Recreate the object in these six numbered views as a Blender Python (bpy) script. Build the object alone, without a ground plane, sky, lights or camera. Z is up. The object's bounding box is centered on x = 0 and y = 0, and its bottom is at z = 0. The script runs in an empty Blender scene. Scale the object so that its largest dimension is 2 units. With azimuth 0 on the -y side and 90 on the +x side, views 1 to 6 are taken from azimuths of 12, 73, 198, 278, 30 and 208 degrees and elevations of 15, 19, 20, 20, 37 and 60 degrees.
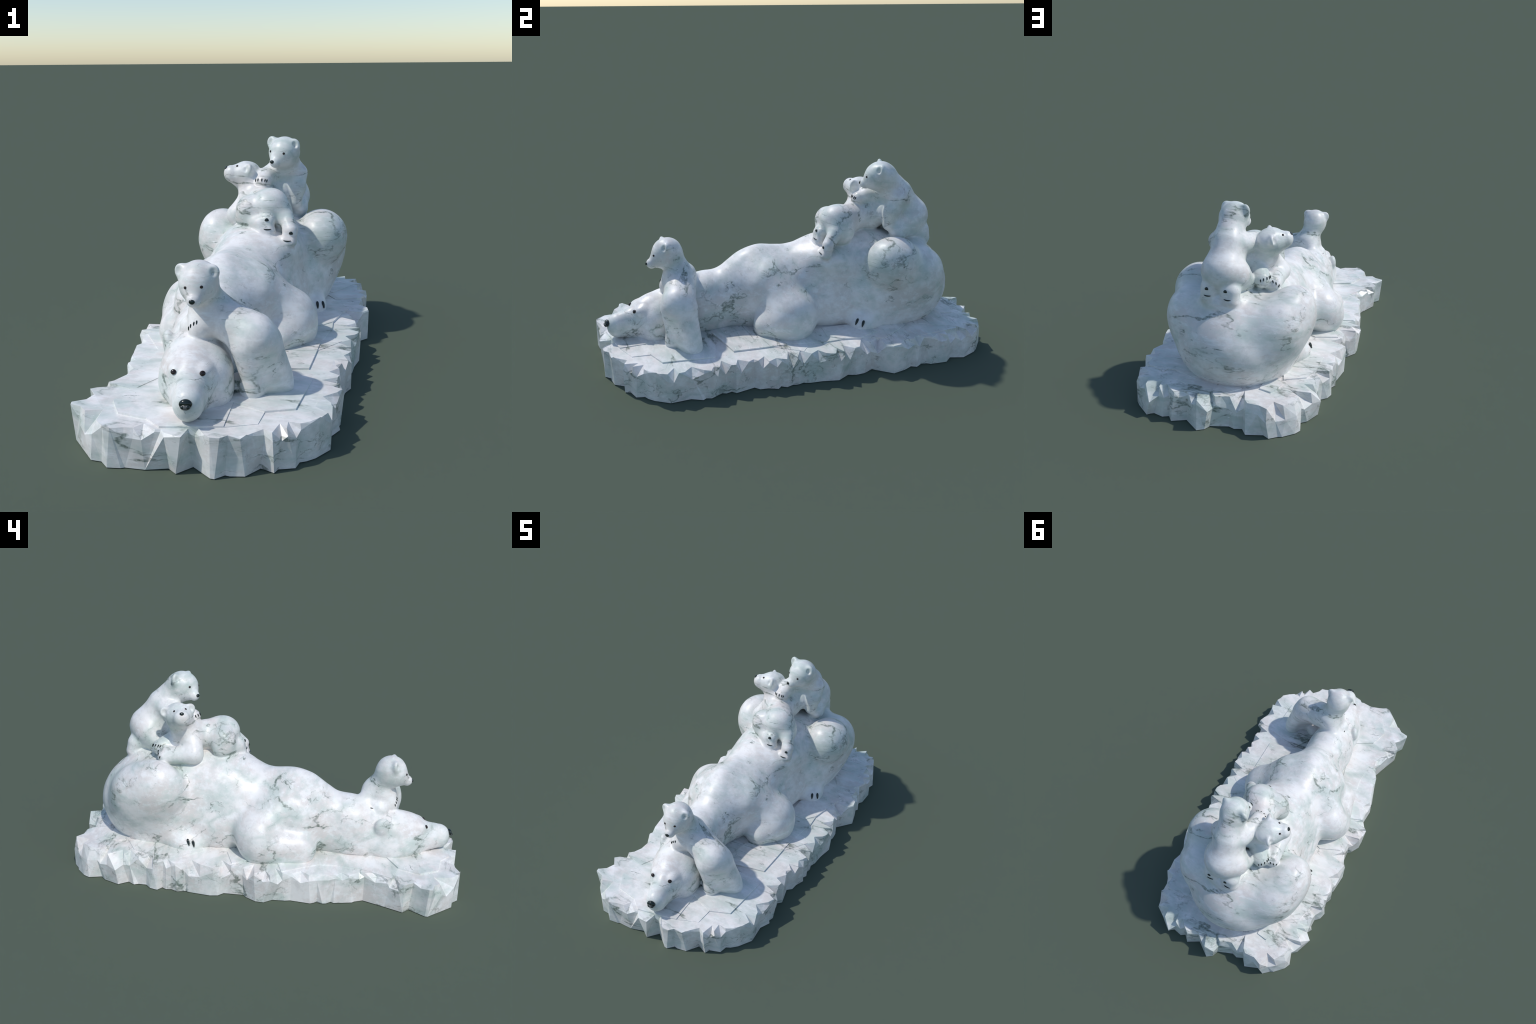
# Marble sculpture: a polar bear mother asleep on an ice floe with three cubs.
import math, random
import bpy, bmesh
import numpy as np
from mathutils import Vector, Matrix
from mathutils.geometry import delaunay_2d_cdt

random.seed(7)
RNG = np.random.default_rng(7)
F = np.float32

# ------------------------------------------------------------------ materials
def new_material(name):
    m = bpy.data.materials.new(name)
    m.use_nodes = True
    nt = m.node_tree
    return m, nt, nt.nodes["Principled BSDF"]


def node(nt, kind, **kw):
    n = nt.nodes.new(kind)
    for key, val in kw.items():
        if key in n.inputs:
            n.inputs[key].default_value = val
        else:
            setattr(n, key, val)
    return n


def noise(nt, vec, scale, detail=4.0, rough=0.55, distort=0.0):
    n = node(nt, "ShaderNodeTexNoise", Scale=scale, Detail=detail, Roughness=rough, Distortion=distort)
    nt.links.new(vec, n.inputs["Vector"])
    return n.outputs["Fac"]


def ramp(nt, fac, *stops):
    r = node(nt, "ShaderNodeValToRGB")
    cr = r.color_ramp
    while len(cr.elements) < len(stops):
        cr.elements.new(0.5)
    for e, (pos, col) in zip(cr.elements, stops):
        e.position = pos
        e.color = (col, col, col, 1) if isinstance(col, (int, float)) else (*col, 1)
    nt.links.new(fac, r.inputs["Fac"])
    return r.outputs["Color"]


def math_node(nt, op, a, b=0.0):
    n = node(nt, "ShaderNodeMath", operation=op)
    for i, v in enumerate((a, b)):
        if isinstance(v, (int, float)):
            n.inputs[i].default_value = v
        else:
            nt.links.new(v, n.inputs[i])
    return n.outputs[0]


def mix(nt, fac, a, b):
    n = node(nt, "ShaderNodeMix", data_type="RGBA")
    for sock, v in ((n.inputs["Factor"], fac), (n.inputs["A"], a), (n.inputs["B"], b)):
        if hasattr(v, "is_output") or isinstance(v, bpy.types.NodeSocket):
            nt.links.new(v, sock)
        elif isinstance(v, (int, float)):
            sock.default_value = v
        else:
            sock.default_value = (*v, 1)
    # colour sockets of the Mix node are the RGBA pair
    return n.outputs["Result"]


def mix_rgb(nt, fac, a, b):
    n = nt.nodes.new("ShaderNodeMix")
    n.data_type = "RGBA"
    fs = [s for s in n.inputs if s.identifier == "Factor_Float"][0]
    A = [s for s in n.inputs if s.identifier == "A_Color"][0]
    B = [s for s in n.inputs if s.identifier == "B_Color"][0]
    for sock, v in ((fs, fac), (A, a), (B, b)):
        if isinstance(v, bpy.types.NodeSocket):
            nt.links.new(v, sock)
        elif isinstance(v, (int, float)):
            sock.default_value = v
        else:
            sock.default_value = (*v, 1)
    return [s for s in n.outputs if s.identifier == "Result_Color"][0]


def marble(name, rough=0.30, vein=1.0):
    m, nt, bsdf = new_material(name)
    tc = node(nt, "ShaderNodeTexCoord")
    v = tc.outputs["Object"]
    # skewed copy: the veins run obliquely through the block
    mv = node(nt, "ShaderNodeMapping")
    mv.inputs["Rotation"].default_value = (0.55, 0.7, 0.35)
    mv.inputs["Scale"].default_value = (0.42, 1.15, 1.75)
    nt.links.new(v, mv.inputs["Vector"])
    vv = mv.outputs["Vector"]
    # cloudy body: cool white, warm pinkish grey and pale green-grey
    col = mix_rgb(nt, ramp(nt, noise(nt, v, 5.5, 8, 0.70), (0.44, 0.0), (0.57, 1.0)), (0.850, 0.830, 0.806), (0.735, 0.690, 0.660))
    col = mix_rgb(nt, ramp(nt, noise(nt, vv, 4.5, 8, 0.70, 0.4), (0.51, 0.0), (0.63, 0.85)), col, (0.655, 0.715, 0.675))
    col = mix_rgb(nt, ramp(nt, noise(nt, v, 15.0, 8, 0.72), (0.50, 0.0), (0.60, 0.55)), col, (0.66, 0.645, 0.63))
    col = mix_rgb(nt, ramp(nt, noise(nt, vv, 17.0, 7, 0.72), (0.50, 0.0), (0.62, 0.75)), col, (0.88, 0.88, 0.87))
    # veins: thin ridges of two noises, broken into strokes of changing width
    def strokes(scale, detail, distort, breaks, lo, hi, width, vec):
        ridge = math_node(nt, "ABSOLUTE", math_node(nt, "SUBTRACT", noise(nt, vec, scale, detail, 0.55, distort), 0.5))
        broad = ramp(nt, noise(nt, v, breaks, 4, 0.6), (lo, 0.0), (hi, width))
        return ridge, math_node(nt, "MULTIPLY", math_node(nt, "SUBTRACT", broad, ridge), 1.0 / 0.018)
    r1, f1 = strokes(3.6, 5, 0.15, 5.5, 0.45, 0.70, 0.033, vv)
    r2, f2 = strokes(7.0, 5, 0.15, 7.5, 0.52, 0.76, 0.033, vv)
    r3, f3 = strokes(2.6, 6, 0.1, 5.0, 0.46, 0.74, 0.020, vv)
    grit = ramp(nt, noise(nt, v, 75.0, 5, 0.7), (0.34, 0.35), (0.58, 1.0))
    speck = math_node(nt, "MULTIPLY", ramp(nt, noise(nt, v, 55.0, 4, 0.65), (0.62, 0.0), (0.70, 0.6)),
                      ramp(nt, noise(nt, v, 7.0, 2, 0.5), (0.64, 0.0), (0.72, 1.0)))
    f = math_node(nt, "MAXIMUM", math_node(nt, "MAXIMUM", f1, f2), f3)
    f = math_node(nt, "MINIMUM", math_node(nt, "MAXIMUM", f, 0.0), 1.0)
    f = math_node(nt, "MAXIMUM", math_node(nt, "MULTIPLY", f, grit), speck)
    f = math_node(nt, "MULTIPLY", f, 0.84 * vein)
    # greenish haze beside the veins
    haze = math_node(nt, "MULTIPLY", ramp(nt, r1, (0.0, 0.80), (0.13, 0.0)), ramp(nt, noise(nt, v, 7.0, 4, 0.6), (0.45, 0.0), (0.65, 1.0)))
    col = mix_rgb(nt, haze, col, (0.50, 0.59, 0.545))
    soft = math_node(nt, "MULTIPLY", ramp(nt, r3, (0.0, 0.65), (0.055, 0.0)), ramp(nt, noise(nt, vv, 5.0, 3), (0.45, 0.0), (0.60, 1.0)))
    col = mix_rgb(nt, soft, col, (0.47, 0.55, 0.505))
    col = mix_rgb(nt, f, col, (0.080, 0.120, 0.090))
    ms = node(nt, "ShaderNodeMapping")
    ms.inputs["Rotation"].default_value = (0.9, 0.2, 0.8)
    ms.inputs["Scale"].default_value = (0.10, 1.0, 1.0)
    nt.links.new(v, ms.inputs["Vector"])
    scratch = ramp(nt, noise(nt, ms.outputs["Vector"], 150.0, 2, 0.5), (0.69, 0.0), (0.75, 0.8))
    col = mix_rgb(nt, scratch, col, (0.90, 0.90, 0.89))
    nt.links.new(col, bsdf.inputs["Base Color"])
    nt.links.new(ramp(nt, noise(nt, v, 18.0, 4), (0.3, rough - 0.05), (0.7, rough + 0.08)), bsdf.inputs["Roughness"])
    b = node(nt, "ShaderNodeBump", Strength=0.06, Distance=0.004)
    nt.links.new(noise(nt, v, 90.0, 4), b.inputs["Height"])
    nt.links.new(b.outputs["Normal"], bsdf.inputs["Normal"])
    return m


def plain(name, colour, rough, spots=None):
    m, nt, bsdf = new_material(name)
    tc = node(nt, "ShaderNodeTexCoord")
    n = noise(nt, tc.outputs["Object"], 70.0, 3)
    lo = tuple(c * 0.7 for c in colour)
    hi = tuple(min(1, c * 1.35) for c in (spots or colour))
    nt.links.new(ramp(nt, n, (0.35, lo), (0.65, hi)), bsdf.inputs["Base Color"])
    bsdf.inputs["Roughness"].default_value = rough
    return m


MARBLE = marble("white_marble", rough=0.40)
ICE = marble("ice_marble", rough=0.36)
BLACK = plain("polished_black_stone", (0.010, 0.018, 0.016), 0.16)
BROWN = plain("dark_brown_stone", (0.018, 0.011, 0.008), 0.10)
GREY = plain("nostril_grey_stone", (0.10, 0.105, 0.105), 0.3)

# ------------------------------------------------------------------ implicit shapes
def rot_z(deg):
    a = math.radians(deg)
    return np.array([[math.cos(a), -math.sin(a), 0], [math.sin(a), math.cos(a), 0], [0, 0, 1]])


def axis_frame(d, up=(0, 0, 1)):
    """rotation whose local -y looks along d"""
    d = np.asarray(d, float); d = d / np.linalg.norm(d)
    x = np.cross(-d, up); x = x / np.linalg.norm(x)
    z = np.cross(x, -d)
    return np.stack([x, -d, z], 1)


def ell(c, r, R=None):
    c, r = np.asarray(c, F), np.asarray(r, F)
    def f(p):
        q = p - c
        if R is not None:
            q = q @ R.astype(F)
        k0 = np.sqrt(((q / r) ** 2).sum(1)) + F(1e-6)
        k1 = np.sqrt(((q / (r * r)) ** 2).sum(1)) + F(1e-6)
        return k0 * (k0 - 1) / k1
    return f


def cone(a, b, ra, rb, sc=(1, 1, 1)):
    sc = np.asarray(sc, F)
    a, b = np.asarray(a, F) / sc, np.asarray(b, F) / sc
    ab = b - a; l2 = float(ab @ ab); ms = F(min(sc))
    def f(p):
        q = p / sc - a
        t = np.clip((q @ ab) / F(l2), 0, 1)
        return (np.sqrt(((q - t[:, None] * ab) ** 2).sum(1)) - (ra + (rb - ra) * t).astype(F)) * ms
    return f


def rbox(c, half, r, R):
    """rounded box"""
    c, h = np.asarray(c, F), np.asarray(half, F) - F(r)
    def f(p):
        q = np.abs((p - c) @ R.astype(F)) - h
        return np.sqrt((np.maximum(q, 0) ** 2).sum(1)) + np.minimum(q.max(1), 0) - F(r)
    return f


def smin(a, b, k):
    h = np.maximum(k - np.abs(a - b), 0) / k
    return np.minimum(a, b) - h * h * F(k * 0.25)


def smax(a, b, k):
    return -smin(-a, -b, k)


class Bear:
    def __init__(self, lo, hi):
        self.prims, self.cuts = [], []
        self.lo, self.hi = np.asarray(lo, F), np.asarray(hi, F)

    def add(self, part, f, k=0.03):
        self.prims.append((part, f, F(k)))

    def cut(self, f, k=0.01):
        self.cuts.append((f, F(k)))

    def box(self, p):
        q = np.maximum(np.maximum(self.lo - p, p - self.hi), 0)
        return np.sqrt((q * q).sum(1))

    def __call__(self, p):
        out = self.box(p) + F(0.05)
        near = out < F(0.0501)
        q = p[near]
        if len(q):
            d = None
            for part, f, k in self.prims:
                e = f(q)
                d = e if d is None else smin(d, e, k)
            for f, k in self.cuts:
                d = smax(d, -f(q), k)
            out[near] = d
        return out

    def parts(self, p):
        names = list(dict.fromkeys(n for n, _, _ in self.prims))
        best = np.full((len(names), len(p)), 9, F)
        for part, f, k in self.prims:
            i = names.index(part)
            best[i] = np.minimum(best[i], f(p))
        return names, best


# ---- the mother ------------------------------------------------------------
mother = Bear((-.46, -1.0, .08), (.44, .95, .68))
M = mother.add
M("torso", ell((.000, .544, .283), (.317, .316, .198)))
M("torso", ell((-.012, .520, .150), (.262, .268, .060)), .07)
M("torso", ell((-.005, .505, .325), (.280, .348, .256)), .08)
M("torso", ell((-.008, .300, .462), (.195, .235, .134)), .06)
M("torso", ell((.025, .440, .530), (.125, .150, .072)), .03)
M("torso", ell((.042, .650, .530), (.115, .095, .052)), .03)
M("torso", ell((.070, .200, .488), (.105, .120, .066)), .03)
M("torso", ell((-.205, .630, .385), (.140, .138, .150)), .06)
M("torso", ell((-.045, .18, .330), (.215, .33, .236)), .08)
M("torso", ell((-.042, .20, .235), (.248, .26, .170)), .07)
M("torso", ell((-.080, -.14, .328), (.144, .212, .218)), .08)
M("torso", ell((-.075, -.10, .255), (.208, .20, .172)), .07)
M("neck", cone((-.080, -.24, .285), (-.085, -.47, .25), .158, .136, (.92, 1, 1.15)), .07)
M("head", cone((-.085, -.47, .25), (-.080, -.62, .225), .136, .116, (.95, 1, 1.14)), .06)
M("head", ell((-.068, -.68, .215), (.125, .165, .135), rot_z(11.6)), .05)
M("head", ell((-.056, -.737, .272), (.078, .078, .067), rot_z(11.6)), .025)
M("head", ell((.004, -.672, .222), (.070, .115, .095), rot_z(15)), .03)
M("head", ell((.012, -.690, .165), (.062, .100, .065), rot_z(18)), .03)
M("head", ell((-.132, -.670, .192), (.064, .105, .070), rot_z(5)), .03)
M("head", cone((-.046, -.79, .215), (-.022, -.906, .218), .081, .056, (.95, 1, 1.12)), .035)
M("head", ell((-.097, -.795, .285), (.026, .036, .026)), .02)
M("head", ell((.003, -.785, .285), (.026, .036, .026)), .02)
M("ear", ell((-.188, -.610, .312), (.024, .040, .043), rot_z(22)), .018)
mother.cut(ell((-.213, -.640, .316), (.014, .026, .026), rot_z(22)), .02)
# hind limbs: big folded thighs, feet just showing
M("hindlimb_left", ell((.216, .588, .402), (.142, .172, .160)), .06)
M("hindlimb_left", ell((.247, .466, .483), (.129, .146, .137)), .025)
M("hindlimb_left", cone((.215, .46, .30), (.205, .37, .19), .064, .055), .05)
M("hindlimb_left", ell((.236, .318, .163), (.058, .062, .052)), .06)
M("hindlimb_right", ell((-.255, .552, .415), (.122, .157, .165)), .06)
M("hindlimb_right", ell((-.287, .503, .455), (.097, .122, .134)), .05)
M("hindlimb_right", cone((-.225, .50, .28), (-.225, .42, .19), .080, .062), .05)
M("hindlimb_right", ell((-.272, .360, .160), (.060, .075, .055)), .07)
# forelimbs folded under the shoulders
M("forelimb_left", cone((.04, -.13, .38), (.170, -.055, .262), .110, .102), .075)
M("forelimb_left", ell((.188, -.068, .215), (.110, .130, .117)), .07)
M("forelimb_left", cone((.200, -.07, .185), (.148, -.165, .185), .092, .082), .03)
M("forelimb_right", cone((-.16, -.13, .37), (-.275, .00, .27), .115, .106), .06)
M("forelimb_right", ell((-.205, -.200, .300), (.088, .095, .130)), .06)
M("forelimb_right", ell((-.297, -.010, .235), (.112, .108, .125)), .04)
M("forelimb_right", cone((-.297, -.04, .210), (-.275, -.205, .200), .108, .092), .03)

# ---- the cub leaning on its mother's neck ------------------------------------
cub_a = Bear((-.20, -.80, .10), (.34, -.42, .72))
A = cub_a.add
A("torso", cone((-.02, -.577, .428), (.14, -.624, .366), .078, .080))
A("torso", ell((.148, -.625, .352), (.076, .078, .086)), .03)
A("torso", ell((-.03, -.595, .42), (.080, .080, .082)), .02)
A("neck", cone((-.025, -.582, .45), (-.052, -.615, .53), .068, .058), .02)
A("head", ell((-.055, -.635, .565), (.072, .075, .075)), .025)
A("head", cone((-.055, -.672, .536), (-.051, -.716, .517), .053, .027), .025)
A("ear", ell((.000, -.646, .602), (.025, .014, .027)), .022)
A("ear", ell((-.115, -.650, .602), (.025, .014, .027)), .022)
cub_a.cut(ell((.010, -.663, .608), (.010, .008, .013)), .012)
cub_a.cut(ell((-.127, -.667, .609), (.010, .008, .013)), .012)
A("hindlimb_right", cone((.120, -.645, .33), (.142, -.652, .21), .058, .042), .03)
A("hindlimb_right", ell((.142, -.655, .165), (.045, .046, .045)), .025)
A("hindlimb_left", cone((.180, -.605, .33), (.230, -.582, .21), .062, .046), .035)
A("hindlimb_left", ell((.236, -.580, .165), (.048, .048, .045)), .025)
A("hindlimb_right", cone((.150, -.630, .29), (.190, -.612, .215), .055, .032), .03)
A("hindlimb_left", ell((.186, -.616, .185), (.050, .034, .062)), .03)
A("hindlimb_left", ell((.088, -.612, .165), (.046, .045, .045)), .03)
A("forelimb_left", cone((.00, -.58, .43), (-.055, -.640, .385), .058, .044), .02)
A("forelimb_right", cone((-.045, -.547, .45), (-.075, -.520, .385), .046, .043), .015)
A("forelimb_right", cone((-.075, -.515, .385), (-.100, -.590, .370), .044, .046), .02)

# ---- the cub sitting on the rump -----------------------------------------------
cub_b = Bear((-.14, .33, .48), (.24, .80, 1.02))
B = cub_b.add
B("torso", cone((.052, .568, .785), (.048, .640, .68), .076, .093))
B("torso", ell((.045, .640, .668), (.108, .090, .085)), .04)
B("neck", cone((.060, .490, .88), (.057, .560, .80), .066, .076), .025)
B("head", ell((.062, .462, .900), (.075, .080, .072)), .02)
B("head", cone((.048, .425, .872), (.030, .393, .857), .052, .027), .025)
B("ear", ell((.116, .444, .934), (.025, .015, .029), rot_z(-15)), .022)
B("ear", ell((-.002, .484, .942), (.026, .015, .030), rot_z(-15)), .022)
cub_b.cut(ell((.119, .427, .938), (.010, .007, .013)), .012)
cub_b.cut(ell((-.013, .468, .947), (.010, .008, .013)), .012)
B("hindlimb_left", cone((.105, .605, .655), (.118, .550, .61), .062, .050), .03)
B("hindlimb_right", cone((-.022, .622, .66), (-.036, .562, .60), .064, .050), .03)
B("hindlimb_left", cone((.100, .62, .62), (.096, .69, .60), .048, .036), .02)
B("hindlimb_right", cone((-.015, .62, .62), (-.008, .69, .60), .048, .036), .02)
B("hindlimb_left", rbox((.094, .698, .578), (.044, .036, .056), .033, axis_frame((.05, -1, -.22))), .025)
B("hindlimb_right", rbox((-.014, .701, .575), (.046, .036, .056), .033, axis_frame((-.1, -1, -.22))), .025)
B("forelimb_right", cone((.00, .525, .785), (-.035, .44, .768), .055, .047), .025)
B("forelimb_right", cone((-.035, .44, .768), (-.028, .385, .760), .047, .039), .02)
B("torso", cone((.035, .50, .69), (.04, .57, .72), .060, .070), .03)
B("forelimb_left", cone((.118, .540, .785), (.122, .505, .72), .048, .037), .025)
B("forelimb_left", cone((.122, .505, .72), (.108, .500, .65), .037, .034), .02)

# ---- the cub lying on its belly ----------------------------------------------------
cub_c = Bear((-.27, .05, .46), (.22, .66, .90))
C = cub_c.add
C("torso", ell((.035, .238, .672), (.090, .088, .085)))
C("torso", cone((.025, .27, .665), (-.052, .39, .665), .082, .074), .02)
C("torso", ell((.000, .450, .675), (.065, .075, .075)), .03)
C("neck", cone((-.075, .41, .69), (-.115, .435, .77), .075, .060), .03)
C("head", ell((-.118, .440, .790), (.062, .074, .062), rot_z(-25)), .02)
C("head", cone((-.145, .428, .788), (-.190, .405, .799), .057, .036), .025)
C("head", cone((-.140, .432, .772), (-.184, .410, .788), .050, .036), .02)
C("ear", ell((-.095, .384, .820), (.014, .025, .027), rot_z(25)), .02)
C("ear", ell((-.146, .500, .808), (.014, .025, .027), rot_z(25)), .02)
cub_c.cut(ell((-.110, .372, .826), (.007, .010, .012)), .012)
cub_c.cut(ell((-.162, .502, .812), (.007, .010, .012)), .012)
C("hindlimb_right", ell((-.062, .222, .652), (.060, .064, .072)), .04)
C("hindlimb_right", cone((-.085, .225, .615), (.000, .160, .605), .042, .036), .02)
C("hindlimb_left", ell((.098, .235, .625), (.045, .072, .068)), .03)
C("hindlimb_left", cone((.118, .195, .630), (.146, .150, .585), .036, .030), .015)
C("hindlimb_right", cone((.030, .200, .650), (.038, .152, .622), .040, .028), .015)
C("hindlimb_right", rbox((.036, .146, .598), (.034, .022, .042), .018, axis_frame((.05, 1, -.30))), .02)
C("hindlimb_right", ell((.034, .140, .578), (.042, .022, .022)), .02)
C("hindlimb_left", rbox((.142, .142, .552), (.032, .022, .042), .018, axis_frame((.1, 1, -.35))), .02)
C("hindlimb_left", ell((.134, .138, .532), (.038, .022, .022), rot_z(5)), .02)
C("forelimb_right", cone((-.095, .375, .67), (-.152, .352, .605), .054, .046), .025)
C("forelimb_right", cone((-.152, .352, .600), (-.160, .495, .586), .046, .042), .02)
C("forelimb_left", cone((-.05, .45, .65), (-.112, .530, .612), .055, .044), .02)

BEARS = [("mother_bear", mother), ("bear_cub", cub_a), ("bear_cub", cub_b), ("bear_cub", cub_c)]
FLOOR = 0.118           # the bodies end inside the ice


def scene_sdf(p):
    d = mother(p)
    for _, b in BEARS[1:]:
        d = smin(d, b(p), F(0.012))
    x, y, z = p[:, 0], p[:, 1], p[:, 2]
    d = d + F(.0010) * np.sin(31 * x + 9 * z + 1) * np.sin(27 * y + 11 * x) * np.sin(35 * z - 8 * y + 2)
    d = d + F(.0007) * np.sin(63 * x - 20 * y) * np.sin(58 * y + 17 * z + 1) * np.sin(61 * z + 23 * x)
    return np.maximum(d, F(FLOOR) - z)


def gradient(p, e=0.0015):
    g = np.zeros_like(p)
    for s in ((1, -1, -1), (-1, -1, 1), (-1, 1, -1), (1, 1, 1)):
        s = np.array(s, F)
        g += s * scene_sdf(p + s * F(e))[:, None]
    return g / (np.linalg.norm(g, axis=1, keepdims=True) + 1e-9)


def snap(point, steps=6):
    """nearest point of the carved surface, and its normal"""
    p = np.array([point], F)
    for _ in range(steps):
        p = p - scene_sdf(p)[:, None] * gradient(p)
    return p[0].astype(float), gradient(p)[0].astype(float)


def surface(h=0.004, factor=4):
    lo = np.array((-.46, -1.0, FLOOR - 3 * h)); hi = np.array((.44, .95, 1.02))
    n = (np.ceil((hi - lo) / (h * factor)).astype(int)) * factor + 1
    nc = (n - 1) // factor + 1
    ax = [np.arange(nc[i]) * h * factor + lo[i] for i in range(3)]
    gc = np.stack(np.meshgrid(*ax, indexing="ij"), -1).reshape(-1, 3).astype(F)
    dc = scene_sdf(gc).reshape(nc)
    d = np.repeat(np.repeat(np.repeat(dc, factor, 0), factor, 1), factor, 2)[: n[0], : n[1], : n[2]].copy()
    near = np.abs(dc) < h * factor * 1.9
    mask = np.repeat(np.repeat(np.repeat(near, factor, 0), factor, 1), factor, 2)
    off = factor // 2                                # centre the blocks on the coarse samples
    m2 = np.zeros(n, bool)
    mm = mask[off:, off:, off:][: n[0], : n[1], : n[2]]
    m2[: mm.shape[0], : mm.shape[1], : mm.shape[2]] = mm
    dd = d[off:, off:, off:]
    d[: dd.shape[0], : dd.shape[1], : dd.shape[2]] = dd.copy()
    idx = np.argwhere(m2)
    pts = (idx * h + lo).astype(F)
    val = np.empty(len(pts), F)
    for s in range(0, len(pts), 400_000):
        val[s : s + 400_000] = scene_sdf(pts[s : s + 400_000])
    d[m2] = val
    # surface nets
    ins = d < 0
    cnt = np.zeros(n - 1, np.int8)
    corners = [(i, j, k) for i in (0, 1) for j in (0, 1) for k in (0, 1)]
    for i, j, k in corners:
        cnt += ins[i : n[0] - 1 + i, j : n[1] - 1 + j, k : n[2] - 1 + k]
    cells = np.argwhere((cnt > 0) & (cnt < 8))
    cid = np.full(n - 1, -1, np.int64)
    cid[tuple(cells.T)] = np.arange(len(cells))
    acc = np.zeros((len(cells), 3)); num = np.zeros(len(cells))
    cv = {c: d[cells[:, 0] + c[0], cells[:, 1] + c[1], cells[:, 2] + c[2]] for c in corners}
    for a in corners:
        for axis in range(3):
            if a[axis] == 0:
                b = list(a); b[axis] = 1; b = tuple(b)
                x = (cv[a] < 0) != (cv[b] < 0)
                t = cv[a][x] / (cv[a][x] - cv[b][x])
                q = np.tile(np.array(a, float), (len(t), 1)); q[:, axis] = t
                acc[x] += q; num[x] += 1
    V = (cells + acc / num[:, None]) * h + lo
    Q = []
    for axis in range(3):
        u, v = [(1, 2), (2, 0), (0, 1)][axis]
        sl0 = [slice(None)] * 3; sl1 = [slice(None)] * 3
        sl0[axis] = slice(0, n[axis] - 1); sl1[axis] = slice(1, n[axis])
        s0, s1 = ins[tuple(sl0)], ins[tuple(sl1)]
        e = np.argwhere(s0 != s1)
        e = e[(e[:, u] > 0) & (e[:, v] > 0) & (e[:, u] < n[u] - 1) & (e[:, v] < n[v] - 1)]
        flip = ins[tuple(e.T)]
        def c(du, dv):
            q = e.copy(); q[:, u] -= du; q[:, v] -= dv
            return cid[tuple(q.T)]
        quad = np.stack([c(1, 1), c(0, 1), c(0, 0), c(1, 0)], 1)
        quad[~flip] = quad[~flip][:, ::-1]
        Q.append(quad)
    Q = np.vstack(Q)
    Q = Q[(Q >= 0).all(1)]
    # relax along the surface, then sit exactly on it
    E = np.vstack([Q[:, [0, 1]], Q[:, [1, 2]], Q[:, [2, 3]], Q[:, [3, 0]]])
    for _ in range(2):
        s = np.zeros_like(V); w = np.zeros(len(V))
        for a, b in ((0, 1), (1, 0)):
            for i in range(3):
                s[:, i] += np.bincount(E[:, a], V[E[:, b], i], len(V))
            w += np.bincount(E[:, a], minlength=len(V))
        V = 0.5 * V + 0.5 * s / np.maximum(w, 1)[:, None]
        p = V.astype(F)
        up = V[:, 2] > FLOOR + h * 1.5
        p[up] = p[up] - scene_sdf(p[up])[:, None] * gradient(p[up])
        V = p.astype(float)
    keep = (V[Q][:, :, 2] > FLOOR + h * 0.8).all(1)      # no hidden underside
    return V, Q[keep]


# ------------------------------------------------------------------ scene helpers
def link(ob, parent=None):
    bpy.context.scene.collection.objects.link(ob)
    ob.parent = parent
    return ob


def empty(name, parent=None):
    e = bpy.data.objects.new(name, None)
    e.empty_display_size = 0.1
    return link(e, parent)


def mesh_object(name, verts, faces, mat, parent, smooth=True):
    me = bpy.data.meshes.new(name)
    me.from_pydata([tuple(v) for v in verts], [], [tuple(f) for f in faces])
    me.materials.append(mat)
    me.polygons.foreach_set("use_smooth", [smooth] * len(me.polygons))
    me.update()
    return link(bpy.data.objects.new(name, me), parent)


root = empty("polar_bear_sculpture")
root["label"] = "white veined marble polar bear with three cubs on an ice floe"
root["category"] = "animal statue"
groups = [empty(n, root) for n, _ in BEARS]

# ------------------------------------------------------------------ carved bodies
V, Q = surface()
tri_n = np.cross(V[Q[:, 2]] - V[Q[:, 0]], V[Q[:, 3]] - V[Q[:, 1]])
N = np.zeros_like(V)
for i in range(4):
    for a in range(3):
        N[:, a] += np.bincount(Q[:, i], tri_n[:, a], len(V))
N /= np.linalg.norm(N, axis=1, keepdims=True) + 1e-12
cen = V[Q].mean(1).astype(F)
which = np.stack([b(cen) for _, b in BEARS]).argmin(0)
for bi, (bname, bear) in enumerate(BEARS):
    sel = np.where(which == bi)[0]
    names, best = bear.parts(cen[sel])
    lab = best.argmin(0)
    for pi, pname in enumerate(names):
        fq = Q[sel[lab == pi]]
        if not len(fq):
            continue
        used, inv = np.unique(fq, return_inverse=True)
        inv = inv.reshape(-1, 4)
        # one object for each limb or ear that stands apart
        comp = np.arange(len(used))
        while True:
            low = comp[inv].min(1)
            new = comp.copy()
            for i in range(4):
                np.minimum.at(new, inv[:, i], low)
            new = new[new]
            if (new == comp).all():
                break
            comp = new
        fc = comp[inv[:, 0]]
        ids, counts = np.unique(fc, return_counts=True)
        base = pname.replace("_left", "").replace("_right", "")
        single = base in ("torso", "head", "neck")
        big = ids[counts.argmax()]
        for cid_ in ids:
            if single or counts[ids == cid_][0] < 150:
                fc[fc == cid_] = big
        for cid_ in np.unique(fc):
            g = fq[fc == cid_]
            u2, i2 = np.unique(g, return_inverse=True)
            ob = mesh_object(base, V[u2], i2.reshape(-1, 4), MARBLE, groups[bi])
            ob.data.normals_split_custom_set_from_vertices([tuple(x) for x in N[u2]])

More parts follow.
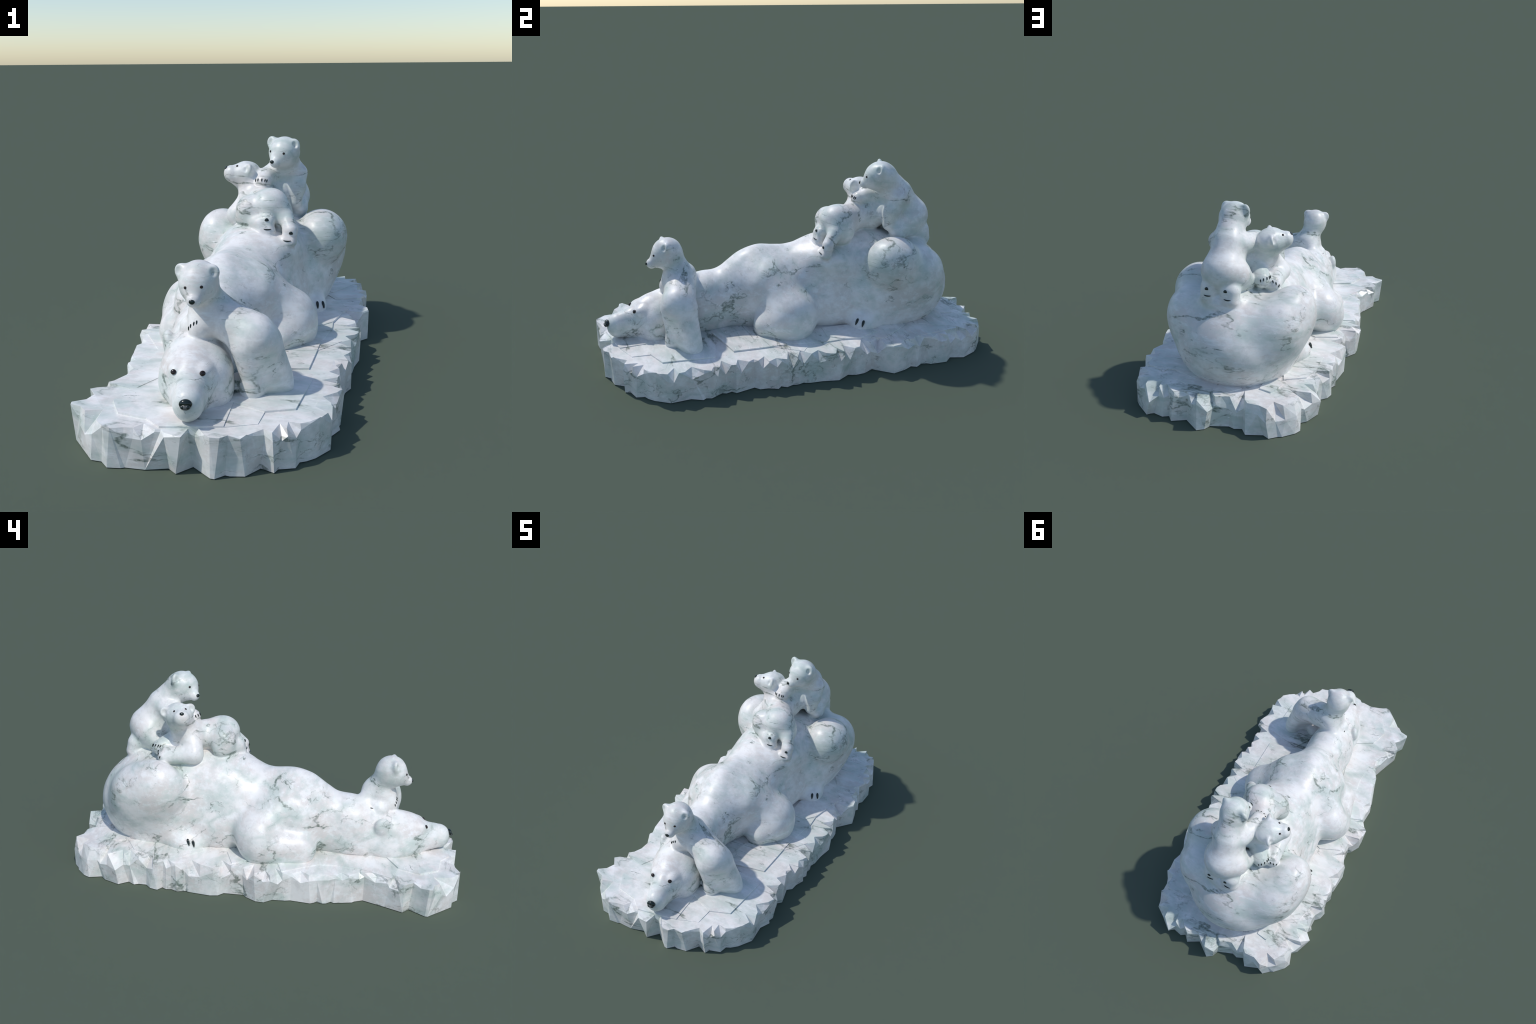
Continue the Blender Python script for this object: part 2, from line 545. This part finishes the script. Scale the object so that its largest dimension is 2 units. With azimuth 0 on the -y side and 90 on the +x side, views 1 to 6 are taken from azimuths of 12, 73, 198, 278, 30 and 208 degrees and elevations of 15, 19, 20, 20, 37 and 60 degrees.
# ------------------------------------------------------------------ eyes, noses, claws, pads
def basis_from(normal, hint=(0, 0, 1)):
    n = np.asarray(normal, float); n /= np.linalg.norm(n)
    x = np.cross(hint, n); x /= np.linalg.norm(x)
    return np.stack([x, np.cross(n, x), n], 1)


def sphere_data(name, mat, seg=20, ring=12, shape=None):
    bm = bmesh.new()
    bmesh.ops.create_uvsphere(bm, u_segments=seg, v_segments=ring, radius=1)
    if shape:
        for v in bm.verts:
            v.co = shape(v.co)
    me = bpy.data.meshes.new(name)
    bm.to_mesh(me); bm.free()
    me.polygons.foreach_set("use_smooth", [True] * len(me.polygons))
    me.materials.append(mat)
    return me


def put(name, data, parent, loc, R, scale):
    ob = bpy.data.objects.new(name, data)
    m = Matrix([[R[i][j] * scale[j] for j in range(3)] + [loc[i]] for i in range(3)] + [[0, 0, 0, 1]])
    link(ob, parent)
    ob.matrix_world = m
    return ob


EYE = sphere_data("eye", BROWN)
CLAW = sphere_data("claw", BLACK, 14, 10, lambda c: Vector((c.x * (1 - 0.45 * c.y), c.y, c.z)))
PAD = sphere_data("foot_pad", BLACK, 18, 10, lambda c: Vector((c.x, c.y - 0.35 * c.x * c.x, c.z)))
STROKE = sphere_data("toe_crease", BLACK, 24, 8, lambda c: Vector((c.x, c.y * 0.9 + 0.9 * c.x * c.x, c.z)))


def nose_shape(c):
    # broad rounded pad: flat top edge, tapering below, dented nostrils
    x, y, z = c
    x *= 1.0 - 0.28 * max(0.0, -y) - 0.1 * max(0, y)
    y = math.copysign(abs(y) ** 0.8, y)
    front = max(0.0, z)
    dent = math.exp(-((abs(x) - 0.42) ** 2 / 0.06 + (y + 0.38) ** 2 / 0.10))
    ridge = math.exp(-((y + 0.05) ** 2) / 0.01)
    return Vector((x, y, z - front * (0.45 * dent + 0.10 * ridge)))


CUB_NOSE = sphere_data("nose", BLACK, 24, 16, lambda c: Vector((c.x * (1 - 0.3 * max(0, -c.y)), math.copysign(abs(c.y) ** 0.85, c.y), c.z)))
RIM_PAD = sphere_data("nostril_rim", GREY, 24, 16)
NOSTRIL = sphere_data("nostril", BLACK, 18, 12)
NOSE = sphere_data("nose", BLACK, 36, 24, nose_shape)


def eye(g, p, r, flat=0.6):
    q, n = snap(p)
    put("eye", EYE, g, q + n * r * 0.12, basis_from(n), (r, r * 0.92, r * flat))


def claw(g, p, direction, length, width, lift=0.3):
    q, n = snap(p)
    d = np.asarray(direction, float); d = d - n * (d @ n); d /= np.linalg.norm(d)
    put("claw", CLAW, g, q + n * width * lift, np.stack([np.cross(d, n), d, n], 1), (width, length, width))


def claws(g, a, b, count, direction, length, width):
    a, b = np.asarray(a, float), np.asarray(b, float)
    for i in range(count):
        claw(g, a + (b - a) * i / max(1, count - 1), direction, length, width)


gm, ga, gb, gc = groups
eye(gm, (-.095, -.830, .291), .0105)
eye(gm, (.005, -.822, .291), .0105)
eye(ga, (-.024, -.709, .564), .0060)
eye(ga, (-.084, -.711, .559), .0060)
eye(gb, (.070, .397, .898), .0060)
eye(gb, (.011, .415, .905), .0060)
eye(gc, (-.157, .393, .833), .0060)
eye(gc, (-.186, .443, .828), .0060)
nose_R = basis_from((.15, -1, .30))
nose_c = np.array((-.014, -.961, .238))
put("nose", NOSE, gm, nose_c + nose_R[:, 1] * .002, nose_R, (.0225, .0180, .0115))
put("nostril_rim", RIM_PAD, gm, nose_c - nose_R[:, 1] * .0065 + nose_R[:, 2] * .0035, nose_R, (.0178, .0105, .0092))
for side in (-1, 1):
    put("nostril", NOSTRIL, gm, nose_c - nose_R[:, 1] * .0065 + nose_R[:, 0] * side * .0085 + nose_R[:, 2] * .0085, nose_R, (.0070, .0064, .0042))
for g, p, face in ((ga, (-.051, -.737, .517), (-.05, -1, .05)), (gb, (.020, .374, .860), (-.35, -1, .1)), (gc, (-.216, .397, .826), (-1, -.35, .35))):
    q, n = snap(p)
    put("nose", CUB_NOSE, g, q - n * .001, basis_from(0.5 * n + 0.5 * np.array(face)), (.0112, .0090, .0062))
# mother's hind claws
for p, d in (((.258, .271, .191), (.05, -.3, -1)), ((.286, .291, .189), (.1, -.3, -1))):
    claw(gm, p, d, .019, .0065)
for p, d in (((-.310, .342, .186), (-.3, -.35, -1)), ((-.325, .311, .188), (-.3, -.3, -1))):
    claw(gm, p, d, .019, .0065)
# cub claws
claws(ga, (-.082, -.664, .391), (-.053, -.662, .415), 4, (-.1, -.4, -1), .0078, .0027)
claws(ga, (-.119, -.553, .376), (-.119, -.553, .376), 1, (-.2, -1, .1), .0078, .0027)
claws(gb, (-.052, .369, .769), (-.004, .356, .771), 5, (-.1, -.5, -1), .0085, .0030)
claws(gc, (-.119, .566, .620), (-.154, .524, .630), 5, (-.3, .5, -1), .0085, .0030)
claws(gc, (-.168, .522, .604), (-.187, .510, .586), 3, (-.6, .6, -.6), .0085, .0030)
# soles of the hind feet
def sole(g, pad, crease, out):
    for nm, data, p, s in (("foot_pad", PAD, pad, (.0095, .0075, .004)), ("toe_crease", STROKE, crease, (.0185, .0035, .0035))):
        q, n = snap(p)
        n = 0.5 * n + 0.5 * np.asarray(out, float) / np.linalg.norm(out)
        put(nm, data, g, q + n * .001, basis_from(n), s)


sole(gb, (.095, .724, .607), (.090, .738, .573), (0, 1, .2))
sole(gb, (-.002, .730, .609), (-.014, .740, .568), (-.1, 1, .2))
sole(gc, (.040, .134, .628), (.046, .118, .587), (.1, -1, .3))
sole(gc, (.153, .122, .576), (.137, .117, .537), (-.1, -1, .3))

# ------------------------------------------------------------------ the ice floe
# foot of the chiselled edge (x, y), anticlockwise from the pointed corner
FOOT = [(-.471, -.845), (-.360, -.964), (-.320, -.967), (-.287, -.999), (-.240, -.993), (-.227, -.987), (-.155, -.987), (-.080, -.964), (-.046, -.991), (-.001, -.938),
        (.073, -.995), (.088, -.996), (.117, -.967), (.134, -.970), (.183, -.961), (.224, -.902), (.273, -.921), (.283, -.896), (.338, -.877), (.346, -.838),
        (.368, -.826), (.396, -.800), (.440, -.732), (.432, -.636), (.458, -.584), (.447, -.568), (.455, -.543), (.424, -.486), (.432, -.468), (.423, -.439),
        (.443, -.421), (.419, -.326), (.443, -.304), (.447, -.265), (.466, -.220), (.448, -.201), (.463, -.175), (.450, -.141), (.456, -.118), (.447, -.089),
        (.458, -.057), (.461, .007), (.477, .087), (.439, .149), (.452, .187), (.448, .233), (.423, .285), (.496, .372), (.478, .443), (.455, .485),
        (.469, .512), (.446, .548), (.450, .576), (.463, .594), (.466, .682), (.429, .723), (.449, .791), (.409, .877), (.385, .904), (.311, .966),
        (.298, .952), (.282, .942), (.232, .955), (.204, .939), (.177, .973), (.111, .939), (.032, 1.0), (0, .979), (-.015, .945), (-.100, .916),
        (-.129, .926), (-.165, .913), (-.195, .952), (-.276, .925), (-.308, .943), (-.345, .912), (-.362, .906), (-.411, .859), (-.427, .827), (-.408, .765),
        (-.435, .740), (-.467, .661), (-.432, .618), (-.454, .584), (-.443, .564), (-.444, .523), (-.471, .497), (-.482, .459), (-.454, .439), (-.467, .418),
        (-.462, .391), (-.478, .359), (-.465, .316), (-.471, .307), (-.484, .195), (-.476, .157), (-.448, .132), (-.445, .034), (-.463, .020), (-.494, -.030),
        (-.496, -.071), (-.463, -.110), (-.460, -.168), (-.452, -.196), (-.461, -.292), (-.442, -.323), (-.451, -.350), (-.446, -.367), (-.426, -.388), (-.434, -.402),
        (-.412, -.489), (-.401, -.500), (-.381, -.541), (-.421, -.645), (-.456, -.728), (-.421, -.758), (-.471, -.832)]
# chipped upper rim (x, y, z)
RIM = [(-.478, -.855, .142), (-.440, -.872, .100), (-.388, -.921, .072), (-.343, -.958, .098), (-.292, -.983, .146), (-.268, -.988, .150), (-.194, -.979, .110), (-.164, -.980, .108),
       (-.118, -.967, .136), (-.099, -.963, .136), (-.084, -.985, .130), (-.024, -.994, .142), (-.013, -.942, .132), (.011, -.937, .116), (.059, -.975, .152), (.077, -.987, .153),
       (.106, -.984, .154), (.125, -.962, .148), (.163, -.957, .135), (.183, -.946, .148), (.200, -.923, .132), (.232, -.897, .124), (.265, -.914, .113), (.292, -.885, .104),
       (.306, -.879, .118), (.332, -.860, .105), (.342, -.831, .120), (.372, -.811, .137), (.400, -.780, .152), (.426, -.738, .106), (.430, -.711, .100), (.426, -.660, .128),
       (.441, -.572, .128), (.453, -.515, .109), (.418, -.494, .126), (.420, -.438, .142), (.429, -.397, .096), (.409, -.326, .132), (.437, -.288, .105), (.456, -.225, .113),
       (.444, -.200, .134), (.453, -.176, .118), (.444, -.120, .136), (.436, -.045, .148), (.452, -.010, .100), (.457, .023, .108), (.464, .070, .140), (.470, .111, .126),
       (.441, .175, .144), (.433, .245, .096), (.421, .272, .102), (.433, .308, .090), (.488, .366, .142), (.474, .446, .112), (.450, .495, .118), (.453, .522, .106),
       (.438, .552, .142), (.454, .600, .138), (.458, .675, .120), (.424, .740, .110), (.436, .802, .110), (.400, .890, .123), (.331, .938, .122), (.289, .975, .076),
       (.255, .941, .102), (.227, .944, .098), (.206, .930, .108), (.165, .959, .132), (.145, .948, .118), (.107, .932, .132), (.036, .986, .128), (-.013, .975, .092),
       (-.023, .935, .092), (-.036, .929, .110), (-.058, .922, .098), (-.096, .908, .092), (-.138, .913, .081), (-.169, .906, .108), (-.187, .928, .106), (-.246, .928, .104),
       (-.296, .948, .078), (-.330, .912, .076), (-.368, .885, .078), (-.408, .838, .082), (-.406, .780, .092), (-.416, .763, .078), (-.470, .668, .080), (-.438, .639, .098),
       (-.435, .559, .136), (-.437, .518, .092), (-.463, .480, .104), (-.463, .454, .142), (-.449, .432, .146), (-.458, .415, .112), (-.457, .390, .126), (-.464, .368, .136),
       (-.459, .319, .104), (-.466, .300, .086), (-.474, .182, .122), (-.452, .144, .084), (-.436, .100, .106), (-.439, .040, .106), (-.458, .013, .092), (-.482, -.023, .135),
       (-.494, -.098, .118), (-.454, -.151, .108), (-.445, -.196, .128), (-.452, -.278, .114), (-.440, -.315, .118), (-.430, -.372, .120), (-.418, -.400, .126), (-.408, -.464, .132),
       (-.386, -.514, .116), (-.372, -.540, .126), (-.415, -.652, .126), (-.420, -.664, .106), (-.447, -.702, .108), (-.451, -.727, .144), (-.427, -.768, .144), (-.482, -.838, .143)]
TOP = 0.1480


def loop_param(P, ref):
    """arc length along ref for every point of P"""
    a = np.asarray(ref)[:, :2]; b = np.roll(a, -1, 0); ab = b - a
    L = np.linalg.norm(ab, axis=1); S = np.r_[0, np.cumsum(L)]
    out = []
    for p in np.asarray(P)[:, :2]:
        t = np.clip(((p - a) * ab).sum(1) / (L * L), 0, 1)
        dist = np.linalg.norm(p - (a + t[:, None] * ab), axis=1); i = dist.argmin()
        out.append(S[i] + t[i] * L[i])
    return np.array(out) / S[-1]


def stitch(bm, lower, upper, sl, su):
    """triangles between two closed loops ordered by their parameters"""
    nl, nu = len(lower), len(upper)
    i = j = 0
    while i < nl or j < nu:
        nsl = sl[(i + 1) % nl] + (1 if i + 1 >= nl else 0)
        nsu = su[(j + 1) % nu] + (1 if j + 1 >= nu else 0)
        a, b = lower[i % nl], upper[j % nu]
        if j >= nu or (i < nl and nsl <= nsu):
            tri = (a, lower[(i + 1) % nl], b); i += 1
        else:
            tri = (a, upper[(j + 1) % nu], b); j += 1
        if len(set(tri)) == 3:
            try:
                bm.faces.new(tri)
            except ValueError:
                pass


def monotone(s):
    s = s.copy()
    s -= 1.0 * (s > 0.9) * (np.arange(len(s)) < 4)
    for i in range(1, len(s)):
        s[i] = max(s[i], s[i - 1] + 1e-5)
    return s


bm = bmesh.new()
foot = [bm.verts.new((x, y, 0)) for x, y in FOOT]
# extra chips where the measured rim is sparse: a low notch or a jutting tooth
rim_pts = []
for i, p in enumerate(RIM):
    q = RIM[(i + 1) % len(RIM)]
    rim_pts.append(p)
    gap = math.hypot(q[0] - p[0], q[1] - p[1])
    toothed = p[0] > .38 and -.75 < p[1] < .40          # the long right-hand edge is the most jagged
    if gap > (.040 if toothed else .062):
        t = RNG.uniform(.38, .62)
        m = [p[j] + (q[j] - p[j]) * t for j in range(3)]
        if not toothed:
            m[2] = max(.09, m[2] - RNG.uniform(.010, .026))
        elif min(p[2], q[2]) > .112:
            m[2] = RNG.uniform(.088, .108)
        else:
            m[2] = RNG.uniform(.136, .146)
        rim_pts.append(tuple(m))
RIM = rim_pts
R2 = np.array(RIM)
tan = np.roll(R2, -2, 0)[:, :2] - np.roll(R2, 2, 0)[:, :2]
inw = np.stack([-tan[:, 1], tan[:, 0]], 1); inw /= np.linalg.norm(inw, axis=1, keepdims=True)
push = np.full((len(R2), 1), .011); push[[0, 1, -1, -2, -3]] = 0; push[(R2[:, 1] > .8) & (np.abs(R2[:, 0]) < .45)] = .002
R2[:, :2] -= inw * push
R2[:, 2] = np.minimum(R2[:, 2] + .003, TOP + .004 + .002 * R2[:, 1])
rim = [bm.verts.new(p) for p in R2]
sf = monotone(loop_param(FOOT, FOOT)); sr = monotone(loop_param(RIM, FOOT))
stitch(bm, foot, rim, sf, sr)
# shoulder of each chip: where its slope meets the flat top
edge, se = [], []
for i in range(len(R2)):
    drop = TOP - R2[i, 2]
    nxt, prv = R2[(i + 1) % len(R2), 2], R2[i - 1, 2]
    w = 0.003 + max(0, drop - .006) * (RNG.uniform(0.9, 1.6) if R2[i, 2] < min(nxt, prv) + .002 else RNG.uniform(.1, .5))
    q = R2[i, :2] + inw[i] * w
    edge.append((q[0], q[1])); se.append(sr[i])
edge_v = [bm.verts.new((x, y, TOP + .003 * y + RNG.uniform(-.002, .002))) for x, y in edge]
stitch(bm, rim, edge_v, sr, np.array(se))
pts = [Vector(e) for e in edge]
res = delaunay_2d_cdt(pts, [], [list(range(len(pts)))], 1, 1e-6)
vv = []
for k, co in enumerate(res[0]):
    src = res[3][k]
    vv.append(edge_v[src[0]] if src else bm.verts.new((co.x, co.y, TOP + .003 * co.y)))
for f in res[2]:
    try:
        bm.faces.new([vv[i] for i in f])
    except ValueError:
        pass
bm.faces.new(foot[::-1])
bmesh.ops.recalc_face_normals(bm, faces=bm.faces)
me = bpy.data.meshes.new("ice_floe")
bm.to_mesh(me); bm.free()
me.materials.append(ICE)
floe = link(bpy.data.objects.new("ice_floe", me), root)

# thin plates of ice lying on the top: each leaves a sharp little step
PLATES = [
    (.0080, [(-.337, -.804), (-.283, -.892), (-.173, -.912), (-.108, -.962), (.015, -.938), (.101, -.915), (.089, -.70), (-.1, -.6), (-.30, -.70)]),
    (.0030, [(.101, -.915), (.209, -.872), (.214, -.785), (.089, -.72)]),
    (.0070, [(.080, -.735), (.214, -.785), (.317, -.744), (.328, -.618), (.338, -.490), (.15, -.45), (.05, -.6)]),
    (.0082, [(.082, -.453), (.178, -.427), (.314, -.398), (.321, -.199), (.324, -.103), (.354, .065), (.348, .151), (.307, .096), (.2, .1), (.1, -.3)]),
    (.0032, [(.321, -.199), (.412, -.073), (.380, -.048), (.354, .065), (.31, -.10)]),
    (.0100, [(.300, .090), (.348, .151), (.370, .244), (.32, .36), (.2, .3), (.2, .1)]),
    (.0050, [(.401, .362), (.290, .528), (.2, .5), (.25, .3), (.365, .25)]),
    (.0041, [(.43, .53), (.410, .758), (.3, .8), (.25, .6), (.32, .5)]),
    (.0058, [(.40, .775), (.25, .765), (.123, .81), (.1, .7), (.3, .6)]),
    (.0044, [(.225, .841), (.078, .887), (.0, .86), (.0, .75), (.2, .75)]),
    (.0062, [(.010, .857), (-.015, .910), (-.048, .896), (-.123, .814), (-.05, .72)]),
    (.0092, [(-.203, .785), (-.264, .797), (-.277, .772), (-.293, .707), (-.2, .60)]),
    (.0081, [(-.284, .661), (-.384, .600), (-.410, .494), (-.402, .350), (-.296, .258), (-.2, .4)]),
    (.0064, [(-.301, .145), (-.418, .101), (-.36, .01), (-.25, .0), (-.2, .1)]),
    (.0052, [(-.350, -.11), (-.450, -.144), (-.340, -.315), (-.332, -.395), (-.341, -.515), (-.408, -.666), (-.3, -.7), (-.2, -.5), (-.25, -.25)]),
]
for h, poly in PLATES:
    area = sum(poly[i - 1][0] * poly[i][1] - poly[i][0] * poly[i - 1][1] for i in range(len(poly)))
    if area < 0:
        poly = poly[::-1]
    n = len(poly)
    tx, ty = RNG.uniform(-.006, .006, 2)
    cx = sum(p[0] for p in poly) / n; cy = sum(p[1] for p in poly) / n
    top = [(x, y, TOP + .003 * cy + h * .9 + tx * (x - cx) + ty * (y - cy)) for x, y in poly]
    low = [(x, y, TOP - .02) for x, y in poly]
    faces = [tuple(range(n)), tuple(range(n, 2 * n))[::-1]] + [(i, n + i, n + (i + 1) % n, (i + 1) % n) for i in range(n)]
    mesh_object("ice_plate", top + low, faces, ICE, floe, smooth=False)

bpy.context.view_layer.update()
